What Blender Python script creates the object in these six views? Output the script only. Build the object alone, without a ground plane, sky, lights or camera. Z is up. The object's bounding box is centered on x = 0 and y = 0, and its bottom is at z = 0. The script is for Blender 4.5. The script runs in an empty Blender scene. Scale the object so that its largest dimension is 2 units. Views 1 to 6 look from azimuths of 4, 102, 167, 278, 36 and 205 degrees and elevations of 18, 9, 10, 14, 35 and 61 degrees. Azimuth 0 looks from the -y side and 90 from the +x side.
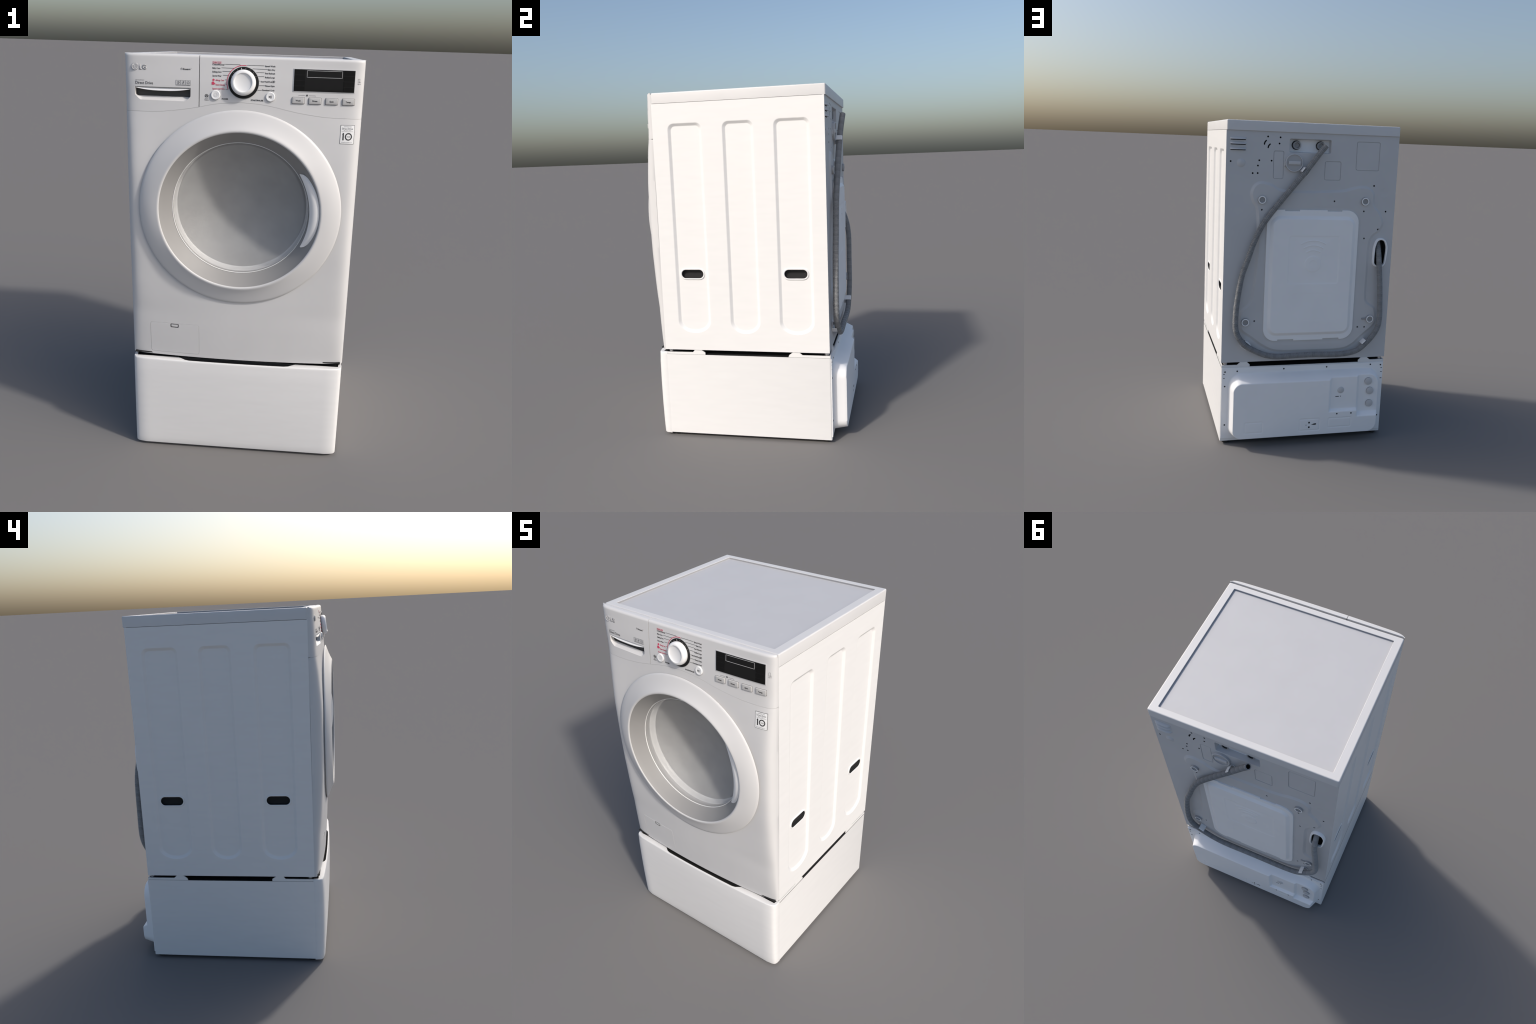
# Front-loading washing machine standing on a drawer pedestal, built part by part.
import bpy, bmesh, math
import numpy as np
from mathutils import Vector, Matrix
from mathutils.geometry import delaunay_2d_cdt

# ------------------------------------------------------------------ sizes (metres)
HW = 0.5337           # half width of the cabinet
Z_BOT, Z_LID, Z_TOP = 0.532, 1.940, 2.000
Y_FRONT, Y_REAR = -0.468, 0.497
DOOR_Z = 1.3128

# ------------------------------------------------------------------ materials
def material(name, colour, rough=0.4, metallic=0.0, vary=0.03, bump=0.0, bump_scale=400.0,
             noise_scale=6.0, coat=0.0, stretch=(1, 1, 1), spec=0.5):
    m = bpy.data.materials.new(name)
    m.use_nodes = True
    nt = m.node_tree
    bsdf = nt.nodes["Principled BSDF"]
    tc = nt.nodes.new("ShaderNodeTexCoord")
    mp = nt.nodes.new("ShaderNodeMapping")
    mp.inputs["Scale"].default_value = stretch
    nt.links.new(tc.outputs["Object"], mp.inputs["Vector"])
    nz = nt.nodes.new("ShaderNodeTexNoise")
    nz.inputs["Scale"].default_value = noise_scale
    nz.inputs["Detail"].default_value = 4.0
    nt.links.new(mp.outputs["Vector"], nz.inputs["Vector"])
    ramp = nt.nodes.new("ShaderNodeValToRGB")
    lo = [max(0.0, c * (1 - vary)) for c in colour]
    hi = [min(1.0, c * (1 + vary)) for c in colour]
    ramp.color_ramp.elements[0].position = 0.3
    ramp.color_ramp.elements[1].position = 0.7
    ramp.color_ramp.elements[0].color = (*lo, 1)
    ramp.color_ramp.elements[1].color = (*hi, 1)
    nt.links.new(nz.outputs["Fac"], ramp.inputs["Fac"])
    nt.links.new(ramp.outputs["Color"], bsdf.inputs["Base Color"])
    bsdf.inputs["Roughness"].default_value = rough
    bsdf.inputs["Metallic"].default_value = metallic
    bsdf.inputs["Specular IOR Level"].default_value = spec
    bsdf.inputs["Coat Weight"].default_value = coat
    if bump > 0:
        n2 = nt.nodes.new("ShaderNodeTexNoise")
        n2.inputs["Scale"].default_value = bump_scale
        n2.inputs["Detail"].default_value = 2.0
        nt.links.new(mp.outputs["Vector"], n2.inputs["Vector"])
        bp = nt.nodes.new("ShaderNodeBump")
        bp.inputs["Strength"].default_value = bump
        bp.inputs["Distance"].default_value = 0.001
        nt.links.new(n2.outputs["Fac"], bp.inputs["Height"])
        nt.links.new(bp.outputs["Normal"], bsdf.inputs["Normal"])
    return m

WHITE = material("white_enamel", (0.80, 0.795, 0.79), 0.45, bump=0.03, bump_scale=900, stretch=(1, 1, 6), vary=0.012)
PANEL = material("white_plastic", (0.665, 0.66, 0.66), 0.45, vary=0.015, bump=0.02, bump_scale=700)
LID_GREY = material("grey_worktop", (0.535, 0.535, 0.55), 0.5, vary=0.015)
LID_EDGE = material("dark_grey_recess_wall", (0.30, 0.30, 0.31), 0.6, vary=0.03)
REAR = material("grey_painted_steel", (0.585, 0.585, 0.592), 0.5, vary=0.02, bump=0.02)
COVER = material("pale_steel", (0.92, 0.92, 0.925), 0.5, vary=0.015)
HATCH = material("grey_cap_plastic", (0.46, 0.46, 0.465), 0.5, vary=0.03)
FUNNEL = material("silver_plastic", (0.305, 0.30, 0.295), 0.55, vary=0.03, bump=0.04, bump_scale=500)
def glass_material():
    """Greyish see-through plastic pane: partly clear, partly hazy, with a fine grain; clearer at its rim."""
    m = material("smoked_glass", (0.68, 0.68, 0.675), 0.32, vary=0.06, bump=0.10, bump_scale=260, noise_scale=9)
    nt = m.node_tree
    N, L = nt.nodes.new, nt.links.new
    bsdf = nt.nodes["Principled BSDF"]
    tc = N("ShaderNodeTexCoord")
    sub = N("ShaderNodeVectorMath"); sub.operation = 'SUBTRACT'
    sub.inputs[1].default_value = (0, 0, DOOR_Z)
    flat = N("ShaderNodeVectorMath"); flat.operation = 'MULTIPLY'
    flat.inputs[1].default_value = (1, 0, 1)
    ln = N("ShaderNodeVectorMath"); ln.operation = 'LENGTH'
    L(tc.outputs["Object"], sub.inputs[0]); L(sub.outputs[0], flat.inputs[0]); L(flat.outputs[0], ln.inputs[0])
    rm = N("ShaderNodeMapRange")
    rm.interpolation_type = 'SMOOTHSTEP'
    rm.inputs["From Min"].default_value = 0.296; rm.inputs["From Max"].default_value = 0.309
    rm.inputs["To Min"].default_value = 0.485; rm.inputs["To Max"].default_value = 0.34
    L(ln.outputs["Value"], rm.inputs["Value"])
    clear = N("ShaderNodeBsdfTransparent")
    mix = N("ShaderNodeMixShader")
    L(rm.outputs["Result"], mix.inputs["Fac"]); L(clear.outputs[0], mix.inputs[1]); L(bsdf.outputs[0], mix.inputs[2])
    L(mix.outputs[0], nt.nodes["Material Output"].inputs["Surface"])
    return m
GLASS = glass_material()
HOLE_GREY = material("dull_grey_recess", (0.16, 0.16, 0.165), 0.7, vary=0.05)
TUB = material("grey_tub", (0.30, 0.30, 0.30), 0.45, vary=0.05, bump=0.1, bump_scale=120)  # base colour lowered so the shaded half of the window looks dim
BRIGHT = material("bright_trim", (0.82, 0.82, 0.815), 0.35, vary=0.01)
KNOB_WHITE = material("glossy_white_plastic", (0.86, 0.86, 0.86), 0.3, vary=0.005)
BLACK = material("black_plastic", (0.010, 0.010, 0.010), 0.5, vary=0.1, spec=0.25)
SCREEN = material("black_screen", (0.014, 0.014, 0.014), 0.5, vary=0.05, spec=0.12)
PAD = material("dark_touch_pad", (0.008, 0.008, 0.008), 0.5, vary=0.1, spec=0.15)
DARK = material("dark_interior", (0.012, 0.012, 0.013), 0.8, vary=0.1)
GRIP_DARK = material("near_black_grip", (0.025, 0.025, 0.024), 0.7, vary=0.1)
SCOOP = material("dark_grey_plastic", (0.06, 0.06, 0.06), 0.6, vary=0.1)
INK = material("black_ink", (0.035, 0.035, 0.037), 0.6, vary=0.05)
GREY_INK = material("grey_ink", (0.16, 0.16, 0.165), 0.6, vary=0.05)
PALE_INK = material("pale_grey_ink", (0.55, 0.55, 0.56), 0.6, vary=0.02)
RED_INK = material("red_ink", (0.60, 0.055, 0.12), 0.6, vary=0.05)
SILVER = material("silver_button", (0.56, 0.555, 0.55), 0.35, metallic=0.1, vary=0.02)
LOGO_GREY = material("logo_silver", (0.40, 0.40, 0.41), 0.4, metallic=0.1, vary=0.02)
STICKER = material("white_sticker", (0.86, 0.86, 0.86), 0.5, vary=0.005)
HOSE = material("grey_rubber_hose", (0.28, 0.286, 0.292), 0.5, vary=0.06)
HOSE_DARK = material("hose_groove", (0.17, 0.173, 0.177), 0.7, vary=0.06)
RUBBER = material("black_rubber", (0.02, 0.02, 0.02), 0.7, vary=0.1)
STEEL = material("zinc_steel", (0.55, 0.55, 0.56), 0.3, metallic=0.9, vary=0.05)
BOLT_GREY = material("grey_bolt_plastic", (0.33, 0.33, 0.335), 0.5, vary=0.03)

# ------------------------------------------------------------------ object helpers
ROOT = bpy.data.objects.new("washing_machine", None)
bpy.context.scene.collection.objects.link(ROOT)
ROOT["label"] = "white front-loading washing machine on a drawer pedestal"
ROOT["category"] = "washing machine"

def link(name, mesh, parent=None):
    o = bpy.data.objects.new(name, mesh)
    bpy.context.scene.collection.objects.link(o)
    parent = parent or ROOT
    while parent.parent is not None and parent.parent.parent is not None:
        parent = parent.parent          # thing > part > sub-part, no deeper
    o.parent = parent
    return o

def finish(name, verts, faces, mats, parent=None, midx=None, angle=32, smooth=True):
    me = bpy.data.meshes.new(name)
    me.from_pydata([tuple(map(float, v)) for v in verts], [], [tuple(f) for f in faces])
    for m in (mats if isinstance(mats, (list, tuple)) else [mats]):
        me.materials.append(m)
    if midx is not None:
        me.polygons.foreach_set("material_index", midx)
    me.validate()
    if smooth:
        me.shade_smooth()
        me.set_sharp_from_angle(angle=math.radians(angle))
    me.update()
    return link(name, me, parent)

# ------------------------------------------------------------------ 2D outlines
def rounded_rect(a0, a1, b0, b1, r, n=6, r_low=None):
    """Counter-clockwise rounded rectangle; r is a radius or (ra, rb), r_low for the two lower corners."""
    def rr(v):
        return v if isinstance(v, tuple) else (v, v)
    rt, rl = rr(r), rr(r_low if r_low is not None else r)
    pts = []
    for (ca, cb, rad, t0) in ((a1 - rl[0], b0 + rl[1], rl, -90), (a1 - rt[0], b1 - rt[1], rt, 0),
                              (a0 + rt[0], b1 - rt[1], rt, 90), (a0 + rl[0], b0 + rl[1], rl, 180)):
        for k in range(n + 1):
            t = math.radians(t0 + 90 * k / n)
            pts.append((ca + rad[0] * math.cos(t), cb + rad[1] * math.sin(t)))
    return pts

def circle(ca, cb, r, n=24):
    return [(ca + r * math.cos(2 * math.pi * k / n), cb + r * math.sin(2 * math.pi * k / n)) for k in range(n)]

def ellipse(ca, cb, ra, rb, n=96):
    return [(ca + ra * math.cos(2 * math.pi * k / n), cb + rb * math.sin(2 * math.pi * k / n)) for k in range(n)]

def smooth_closed(ctrl, per=5):
    p = np.array(ctrl, float)
    out = []
    n = len(p)
    for i in range(n):
        a, b, c, d = p[i - 1], p[i], p[(i + 1) % n], p[(i + 2) % n]
        for k in range(per):
            t = k / per
            out.append(tuple(0.5 * ((2 * b) + (c - a) * t + (2 * a - 5 * b + 4 * c - d) * t * t + (3 * b - a - 3 * c + d) * t ** 3)))
    return out

def area2(poly):
    p = np.array(poly)
    q = np.roll(p, -1, 0)
    return float((p[:, 0] * q[:, 1] - p[:, 1] * q[:, 0]).sum())

def ccw(poly):
    return poly if area2(poly) > 0 else poly[::-1]

def dense(poly, step=0.008):
    """Add points along long straight edges so that an outline can follow a curved surface."""
    out = []
    for i, p in enumerate(poly):
        q = poly[(i + 1) % len(poly)]
        m = max(1, int(math.hypot(q[0] - p[0], q[1] - p[1]) / step))
        out += [(p[0] + (q[0] - p[0]) * k / m, p[1] + (q[1] - p[1]) * k / m) for k in range(m)]
    return out

def inset(poly, d):
    """Move every point of a counter-clockwise outline inwards by d (outwards for d < 0)."""
    p = np.array(poly, float)
    e = np.roll(p, -1, 0) - p
    L = np.linalg.norm(e, axis=1, keepdims=True)
    L[L < 1e-9] = 1
    nrm = np.stack([-e[:, 1], e[:, 0]], 1) / L
    m = nrm + np.roll(nrm, 1, 0)
    ml = np.linalg.norm(m, axis=1, keepdims=True)
    ml[ml < 1e-6] = 1
    m /= ml
    c = (m * nrm).sum(1, keepdims=True)
    return [tuple(q) for q in p + m * d / np.clip(c, 0.5, 1)]

def inside(poly, pts):
    p = np.array(poly); x, y = pts[:, 0], pts[:, 1]
    res = np.zeros(len(pts), bool)
    j = len(p) - 1
    for i in range(len(p)):
        c = ((p[i, 1] > y) != (p[j, 1] > y))
        den = p[j, 1] - p[i, 1]
        if abs(den) > 1e-12:
            res ^= c & (x < (p[j, 0] - p[i, 0]) * (y - p[i, 1]) / den + p[i, 0])
        j = i
    return res

# ------------------------------------------------------------------ relief sheets
class Relief:
    """A sheet drawn in (a, b), lifted by d, and mapped to space; holes, steps and pockets are rings in it."""
    def __init__(self, mapping, flip=False):
        self.map, self.flip = mapping, flip
        self.ab, self.d, self.faces, self.mi = [], [], [], []

    def ring(self, pts, d):
        i0 = len(self.ab)
        self.ab += [tuple(p) for p in pts]
        self.d += list(d) if isinstance(d, (list, tuple, np.ndarray)) else [d] * len(pts)
        return list(range(i0, i0 + len(pts)))

    def strip(self, r0, r1, mat=0):
        n = len(r0)
        for i in range(n):
            j = (i + 1) % n
            self.faces.append((r0[i], r0[j], r1[j], r1[i]))
            self.mi.append(mat)

    def fill(self, outer, holes=(), mat=0, grid=None, d=None, guard=0.0):
        if guard > 0:
            # narrow flat borders next to every step keep the shading of the big flat faces clean
            g = self.ring(inset([self.ab[i] for i in outer], guard), [self.d[i] for i in outer])
            self.strip(outer, g, mat)
            outer, hs = g, []
            for h in holes:
                q = self.ring(inset([self.ab[i] for i in h], -guard), [self.d[i] for i in h])
                self.strip(q, h, mat)
                hs.append(q)
            holes = hs
        idx = list(outer)
        for h in holes:
            idx += h
        pts = [self.ab[i] for i in idx]
        edges, k = [], 0
        for loop in [outer, *holes]:
            n = len(loop)
            edges += [(k + i, k + (i + 1) % n) for i in range(n)]
            k += n
        op = [self.ab[i] for i in outer]
        hp = [[self.ab[i] for i in h] for h in holes]
        if grid is not None and len(grid):
            g = np.array(grid, float)
            keep = inside(op, g)
            for h in hp:
                keep &= ~inside(h, g)
            allb = np.array(pts)
            dist = np.array([np.min(np.hypot(allb[:, 0] - q[0], allb[:, 1] - q[1])) for q in g])
            g = g[keep & (dist > 0.0004)]
            gi = self.ring(g, d if d is not None else self.d[outer[0]])
            idx += gi
            pts += [tuple(q) for q in g]
        vc, _, fc, ov, _, _ = delaunay_2d_cdt([Vector(p) for p in pts], edges, [], 0, 1e-7)
        src = [o[0] if o else None for o in ov]
        tri = [f for f in fc if all(src[v] is not None for v in f)]
        cen = np.array([np.mean([pts[src[v]] for v in f], axis=0) for f in tri])
        ok = inside(op, cen)
        for h in hp:
            ok &= ~inside(h, cen)
        for f, o in zip(tri, ok):
            if o:
                self.faces.append(tuple(idx[src[v]] for v in f))
                self.mi.append(mat)

    def steps(self, levels, mats=0):
        """levels: list of (outline, d); returns list of rings joined by strips."""
        rs = [self.ring(p, d) for p, d in levels]
        for k in range(len(rs) - 1):
            self.strip(rs[k], rs[k + 1], mats if isinstance(mats, int) else mats[k])
        return rs

    def skirt(self, ring, depth=0.012, inn=0.0012, mat=0):
        """Turn the outer border of the sheet backwards."""
        pts = inset([self.ab[i] for i in ring], inn)
        r2 = self.ring(pts, [self.d[i] - depth for i in ring])
        n = len(ring)
        for i in range(n):
            j = (i + 1) % n
            self.faces.append((ring[j], ring[i], r2[i], r2[j]))
            self.mi.append(mat)

    def build(self, name, mats, parent=None, angle=32):
        v = [self.map(a, b, d) for (a, b), d in zip(self.ab, self.d)]
        f = [tuple(reversed(q)) for q in self.faces] if self.flip else self.faces
        return finish(name, v, f, mats, parent, self.mi, angle)

def ease(k):
    return k * k * (3 - 2 * k)

RAMP = [(0.0, 0.0), (0.07, 0.025), (0.15, 0.09), (0.5, 0.5), (0.85, 0.91), (0.93, 0.975), (1.0, 1.0)]   # straight wall, rounded edges

def slope(outline, d0, d1, width, n=5):
    """Rings of a pressed step going inwards from level d0 to d1."""
    return [(inset(outline, width * a) if a else outline, d0 + (d1 - d0) * b) for a, b in RAMP]

# ------------------------------------------------------------------ solids
def lathe(name, profile, centre, mats, parent=None, n=64, tilt=0.0, axis="-y", sx=1.0, sz=1.0, midx=None, angle=32):
    """profile: (radius, height along the axis); axis -y / +y / +z."""
    v, f, mi = [], [], []
    for (r, h) in profile:
        for k in range(n):
            t = 2 * math.pi * k / n
            p = (r * math.cos(t) * sx, r * math.sin(t) * sz, h)
            v.append(p)
    m = len(profile)
    for i in range(m - 1):
        for k in range(n):
            j = (k + 1) % n
            f.append((i * n + k, i * n + j, (i + 1) * n + j, (i + 1) * n + k))
            mi.append(midx[i] if midx else 0)
    if profile[-1][0] > 1e-5:
        f.append(tuple((m - 1) * n + k for k in range(n)))
        mi.append(midx[-1] if midx else 0)
    if axis == "-y":
        M = Matrix(((1, 0, 0), (0, 0, -1), (0, 1, 0)))
        M = Matrix.Rotation(-tilt, 3, 'X') @ M
    elif axis == "+y":
        M = Matrix(((-1, 0, 0), (0, 0, 1), (0, 1, 0)))
    else:
        M = Matrix.Identity(3)
    c = Vector(centre)
    v = [M @ Vector(p) + c for p in v]
    return finish(name, v, f, mats, parent, mi, angle)

def prism(name, outline, mapping, d0, d1, mats, parent=None, bevel=0.0, flip=False, grid=None, angle=32):
    """Raised plate with the given outline, from level d0 up to d1, with a rounded top edge."""
    R = Relief(mapping, flip)
    o = ccw(outline)
    if bevel > 0:
        lv = [(o, d0), (o, d1 - bevel), (inset(o, bevel * 0.3), d1 - bevel * 0.3), (inset(o, bevel), d1)]
    else:
        lv = [(o, d0), (o, d1)]
    rs = R.steps(lv)
    R.fill(rs[-1], grid=grid)
    return R.build(name, mats, parent, angle)

def box(name, lo, hi, mat, parent=None, bevel=0.0):
    bm = bmesh.new()
    bmesh.ops.create_cube(bm, size=1.0)
    for v in bm.verts:
        v.co = Vector([lo[i] + (v.co[i] + 0.5) * (hi[i] - lo[i]) for i in range(3)])
    if bevel > 0:
        bmesh.ops.bevel(bm, geom=bm.edges[:], offset=bevel, segments=3, profile=0.5, affect='EDGES')
    me = bpy.data.meshes.new(name)
    bm.to_mesh(me); bm.free()
    me.materials.append(mat)
    me.shade_smooth(); me.set_sharp_from_angle(angle=math.radians(35))
    return link(name, me, parent)

def catmull(ctrl, step):
    p = np.array(ctrl, float)
    p = np.vstack([2 * p[0] - p[1], p, 2 * p[-1] - p[-2]])
    out = []
    for i in range(1, len(p) - 2):
        a, b, c, d = p[i - 1:i + 3]
        for k in range(40):
            t = k / 40
            out.append(0.5 * ((2 * b) + (c - a) * t + (2 * a - 5 * b + 4 * c - d) * t * t + (3 * b - a - 3 * c + d) * t ** 3))
    out.append(p[-2])
    out = np.array(out)
    s = np.concatenate([[0], np.cumsum(np.linalg.norm(np.diff(out, axis=0), axis=1))])
    q = np.arange(0, s[-1], step)
    return np.stack([np.interp(q, s, out[:, i]) for i in range(3)], 1), q

# ------------------------------------------------------------------ the bowed front surface
def ys(x, z):
    """Depth of the bowed front: a shallow arc in plan that ends in rounded vertical corners."""
    yc = np.interp(z, [.532, .6, .7, .85, 1.1, 1.5, 1.75, 1.83, 1.888, 1.954, 2.0],
                   [.516, .521, .527, .533, .536, .536, .529, .523, .519, .512, .507])
    bow = np.interp(z, [.532, .63, .78, .92, 1.1, 1.25, 1.46, 1.57, 1.68, 1.75, 1.80, 1.86, 1.954, 2.0],
                    [.0235, .0220, .0220, .0130, .0045, .0010, .0010, .0050, .0115, .0180, .0175, .0134, .0097, .0060])
    t = min(abs(x) / HW, 1.0)
    return -(0.470 + (yc - bow * min((x / 0.49) ** 2, 1.1) - 0.470) * max(0.0, 1 - t ** 26) ** 0.5)

def front(a, b, d):
    return (a, ys(a, b) - d, b)

R_TOP = 0.013
def front_top(a, b, d):
    """Same surface, with b running over the rounded top edge and back along the top."""
    z0 = Z_TOP - R_TOP
    if b <= z0:
        return (a, ys(a, b) - d, b)
    y0 = ys(a, z0)
    e = min(R_TOP, max(0.0, (-0.470 - y0) * 0.8))
    arc = R_TOP * math.pi / 2
    if b <= z0 + arc:
        t = (b - z0) / R_TOP
        return (a, y0 + e * (1 - math.cos(t)) - d * math.cos(t), z0 + R_TOP * math.sin(t) + d * math.sin(t))
    k = min(1.0, (b - z0 - arc) / 0.03)
    return (a, (y0 + e) * (1 - k) + (-0.4770) * k, Z_TOP + d)
B_END = Z_TOP - R_TOP + R_TOP * math.pi / 2 + 0.03

def rear(a, b, d): return (a, Y_REAR + d, b)
def right(a, b, d): return (HW + d, a, b)
def left(a, b, d): return (-HW - d, a, b)

SEAM_X = [0, .07, .13, .19, .25, .30, .36, .42, .532]
SEAM_Z = [1.8035, 1.800, 1.792, 1.779, 1.767, 1.760, 1.753, 1.7500, 1.7490]
def seam(x):
    return float(np.interp(abs(x), SEAM_X, SEAM_Z))

def columns():
    xs = list(np.arange(0, 0.441, 0.02)) + [.455, .468, .479, .489, .498, .506, .5125, .518, .5225, .526, .5285, .5303, .5315, .532]
    return sorted(set([-x for x in xs if x > 0] + xs))
XS = columns()

# ================================================================== front panel (lower)
def build_front_panel():
    R = Relief(front)
    zs = list(np.arange(0.56, 1.74, 0.02))
    top = [(x, seam(x) - 0.00035) for x in XS]
    # bottom edge rolls slightly under
    outline = [(x, Z_BOT) for x in XS] + [(HW, z) for z in zs] + top[::-1] + [(-HW, z) for z in zs[::-1]]
    o = R.ring(outline, 0.0)
    R.skirt(o, 0.03, 0.004)
    hole = R.ring(ellipse(0, DOOR_Z, 0.452, 0.446), 0.0)
    flap = dense(rounded_rect(-0.439, -0.190, 0.5485, 0.7145, 0.012, 4))
    flap_r = R.steps([(flap, 0.0), (inset(flap, 0.0002), -0.0025), (inset(flap, 0.004), -0.0030)])
    grid = [(x, z) for x in XS for z in list(zs) + [0.54, 0.548] if abs(x) < HW]
    R.fill(o, [hole, flap_r[0]], grid=grid)
    fp = R.build("front_panel", PANEL, angle=50)
    # service flap with its finger tab
    fo = inset(flap, 0.0009)
    R = Relief(front)
    tab = dense(rounded_rect(-0.3348, -0.2938, 0.6925, 0.7130, 0.004, 3))
    fr = R.steps([(fo, -0.008), (fo, -0.0008), (inset(fo, 0.0008), 0.0)])
    tr = R.steps([(tab, 0.0), (inset(tab, .0005), -0.007), (inset(tab, 0.0038), -0.007), (inset(tab, 0.0042), -0.0005)], [1, 1, 1])
    R.fill(tr[-1])
    R.fill(fr[-1], [tr[0]], grid=[(x, z) for x in XS for z in zs])
    R.build("service_flap", [PANEL, SCOOP], fp)
    return fp

# ================================================================== control panel and drawer
def panel_sheet(x0, x1, holes_builder):
    R = Relief(front_top)
    cols = [x for x in XS if x0 + 0.003 < x < x1 - 0.003]
    arc_b = [Z_TOP - R_TOP + R_TOP * math.pi / 2 * k / 6 for k in range(0, 7)]
    rows = [z for z in np.arange(1.755, 1.98, 0.0125)] + arc_b + [arc_b[-1] + 0.015]
    up = lambda x: [b for b in rows if b > seam(x) + 0.004]
    bot = [(x, seam(x) + 0.00035) for x in [x0] + cols + [x1]]
    topl = [(x, B_END) for x in [x0] + cols + [x1]]
    outline = bot + [(x1, b) for b in up(x1)] + topl[::-1] + [(x0, b) for b in up(x0)[::-1]]
    o = R.ring(outline, 0.0)
    holes = holes_builder(R)
    grid = [(x, b) for x in cols for b in up(x)]
    R.fill(o, holes, grid=grid)
    R.skirt(o, 0.015, 0.0015)
    return R

HANDLE = [(-0.4847, 1.8235), (-0.472, 1.8095), (-0.460, 1.8005), (-0.2545, 1.8003), (-0.242, 1.8095), (-0.2310, 1.8215), (-0.2308, 1.8590), (-0.4847, 1.8580)]

def build_control_panel():
    cp = panel_sheet(-0.1905, HW, lambda R: []).build("control_panel", PANEL, angle=50)

    def pocket(R):
        h = dense(ccw(HANDLE))
        deep = []
        for (x, z) in h:
            zz = max(z, 1.8165) if z < 1.84 else z
            xx = x * 1.0
            if z < 1.815:
                xx = -0.357 + (x + 0.357) * 0.93
            deep.append((xx, zz))
        mid = [((a + c) / 2, (b + d_) / 2) for (a, b), (c, d_) in zip(h, deep)]
        rs = R.steps([(h, 0.0), (inset(h, 0.0006), -0.0015), (inset(mid, 0.0008), -0.012), (inset(deep, 0.001), -0.022), (inset(deep, 0.0012), -0.028)],
                     [0, 0, 0, 1])
        R.fill(rs[-1], mat=1)
        return [rs[0]]
    dr = panel_sheet(-HW, -0.1935, pocket).build("detergent_drawer", [PANEL, SCOOP], angle=50)
    # curved pull lip that fills the upper part of the handle pocket
    v, f = [], []
    n, prof = 28, 7
    for i in range(n + 1):
        k = i / n
        x = -0.4815 + (0.248) * k
        belly = (1 - abs(2 * k - 1) ** 2.6)
        low = 1.8572 - (0.0035 + 0.0110 * belly)
        y0 = ys(x, 1.852)
        for j in range(prof):
            t = j / (prof - 1)
            z = 1.8572 + (low - 1.8572) * t
            y = y0 + 0.0135 - 0.0130 * math.sin(t * math.pi / 2)
            v.append((x, y, z))
        v.append((x, y0 + 0.002, low - 0.0012))
        v.append((x, y0 + 0.024, low - 0.0005))
    m = prof + 2
    for i in range(n):
        for j in range(m - 1):
            f.append((i * m + j, (i + 1) * m + j, (i + 1) * m + j + 1, i * m + j + 1))
    finish("pull_lip", v, f, KNOB_WHITE, dr, angle=45)
    return cp, dr

# ------------------------------------------------------------------ lettering and line marks
def lettering(name, text, x0, x1, zc, h, mat, parent, mapping=front, lift=0.0006, bold=0.0, spread=1.0, cap=None):
    """Text fitted between x0 and x1, centred at height zc with capital height h, laid on a mapped surface."""
    cu = bpy.data.curves.new(name, 'FONT')
    cu.body = text
    cu.size = 1.0
    cu.resolution_u = 3
    cu.offset = bold
    cu.space_character = spread
    cu.extrude = 0.0
    tmp = bpy.data.objects.new("tmp_text", cu)
    bpy.context.scene.collection.objects.link(tmp)
    bpy.context.view_layer.update()
    me = bpy.data.meshes.new_from_object(tmp.evaluated_get(bpy.context.evaluated_depsgraph_get()))
    bpy.data.objects.remove(tmp)
    bpy.data.curves.remove(cu)
    me.name = name
    co = np.empty(len(me.vertices) * 3)
    me.vertices.foreach_get("co", co)
    co = co.reshape(-1, 3)
    bx0, bx1 = co[:, 0].min(), co[:, 0].max()
    capz = 0.72 if cap is None else cap
    for i, v in enumerate(me.vertices):
        a = x0 + (co[i, 0] - bx0) / max(1e-6, bx1 - bx0) * (x1 - x0)
        b = zc - h / 2 + co[i, 1] / capz * h
        v.co = mapping(a, b, lift)
    bm = bmesh.new(); bm.from_mesh(me)
    ext = bmesh.ops.extrude_face_region(bm, geom=bm.faces[:])
    top = [g for g in ext["geom"] if isinstance(g, bmesh.types.BMVert)]
    a0 = Vector(mapping(0.1, zc, 0)); a1 = Vector(mapping(0.1, zc, 1))
    bmesh.ops.translate(bm, verts=top, vec=(a1 - a0) * 0.0003)
    bm.to_mesh(me); bm.free()
    me.materials.clear(); me.materials.append(mat)
    return link(name, me, parent)

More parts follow.
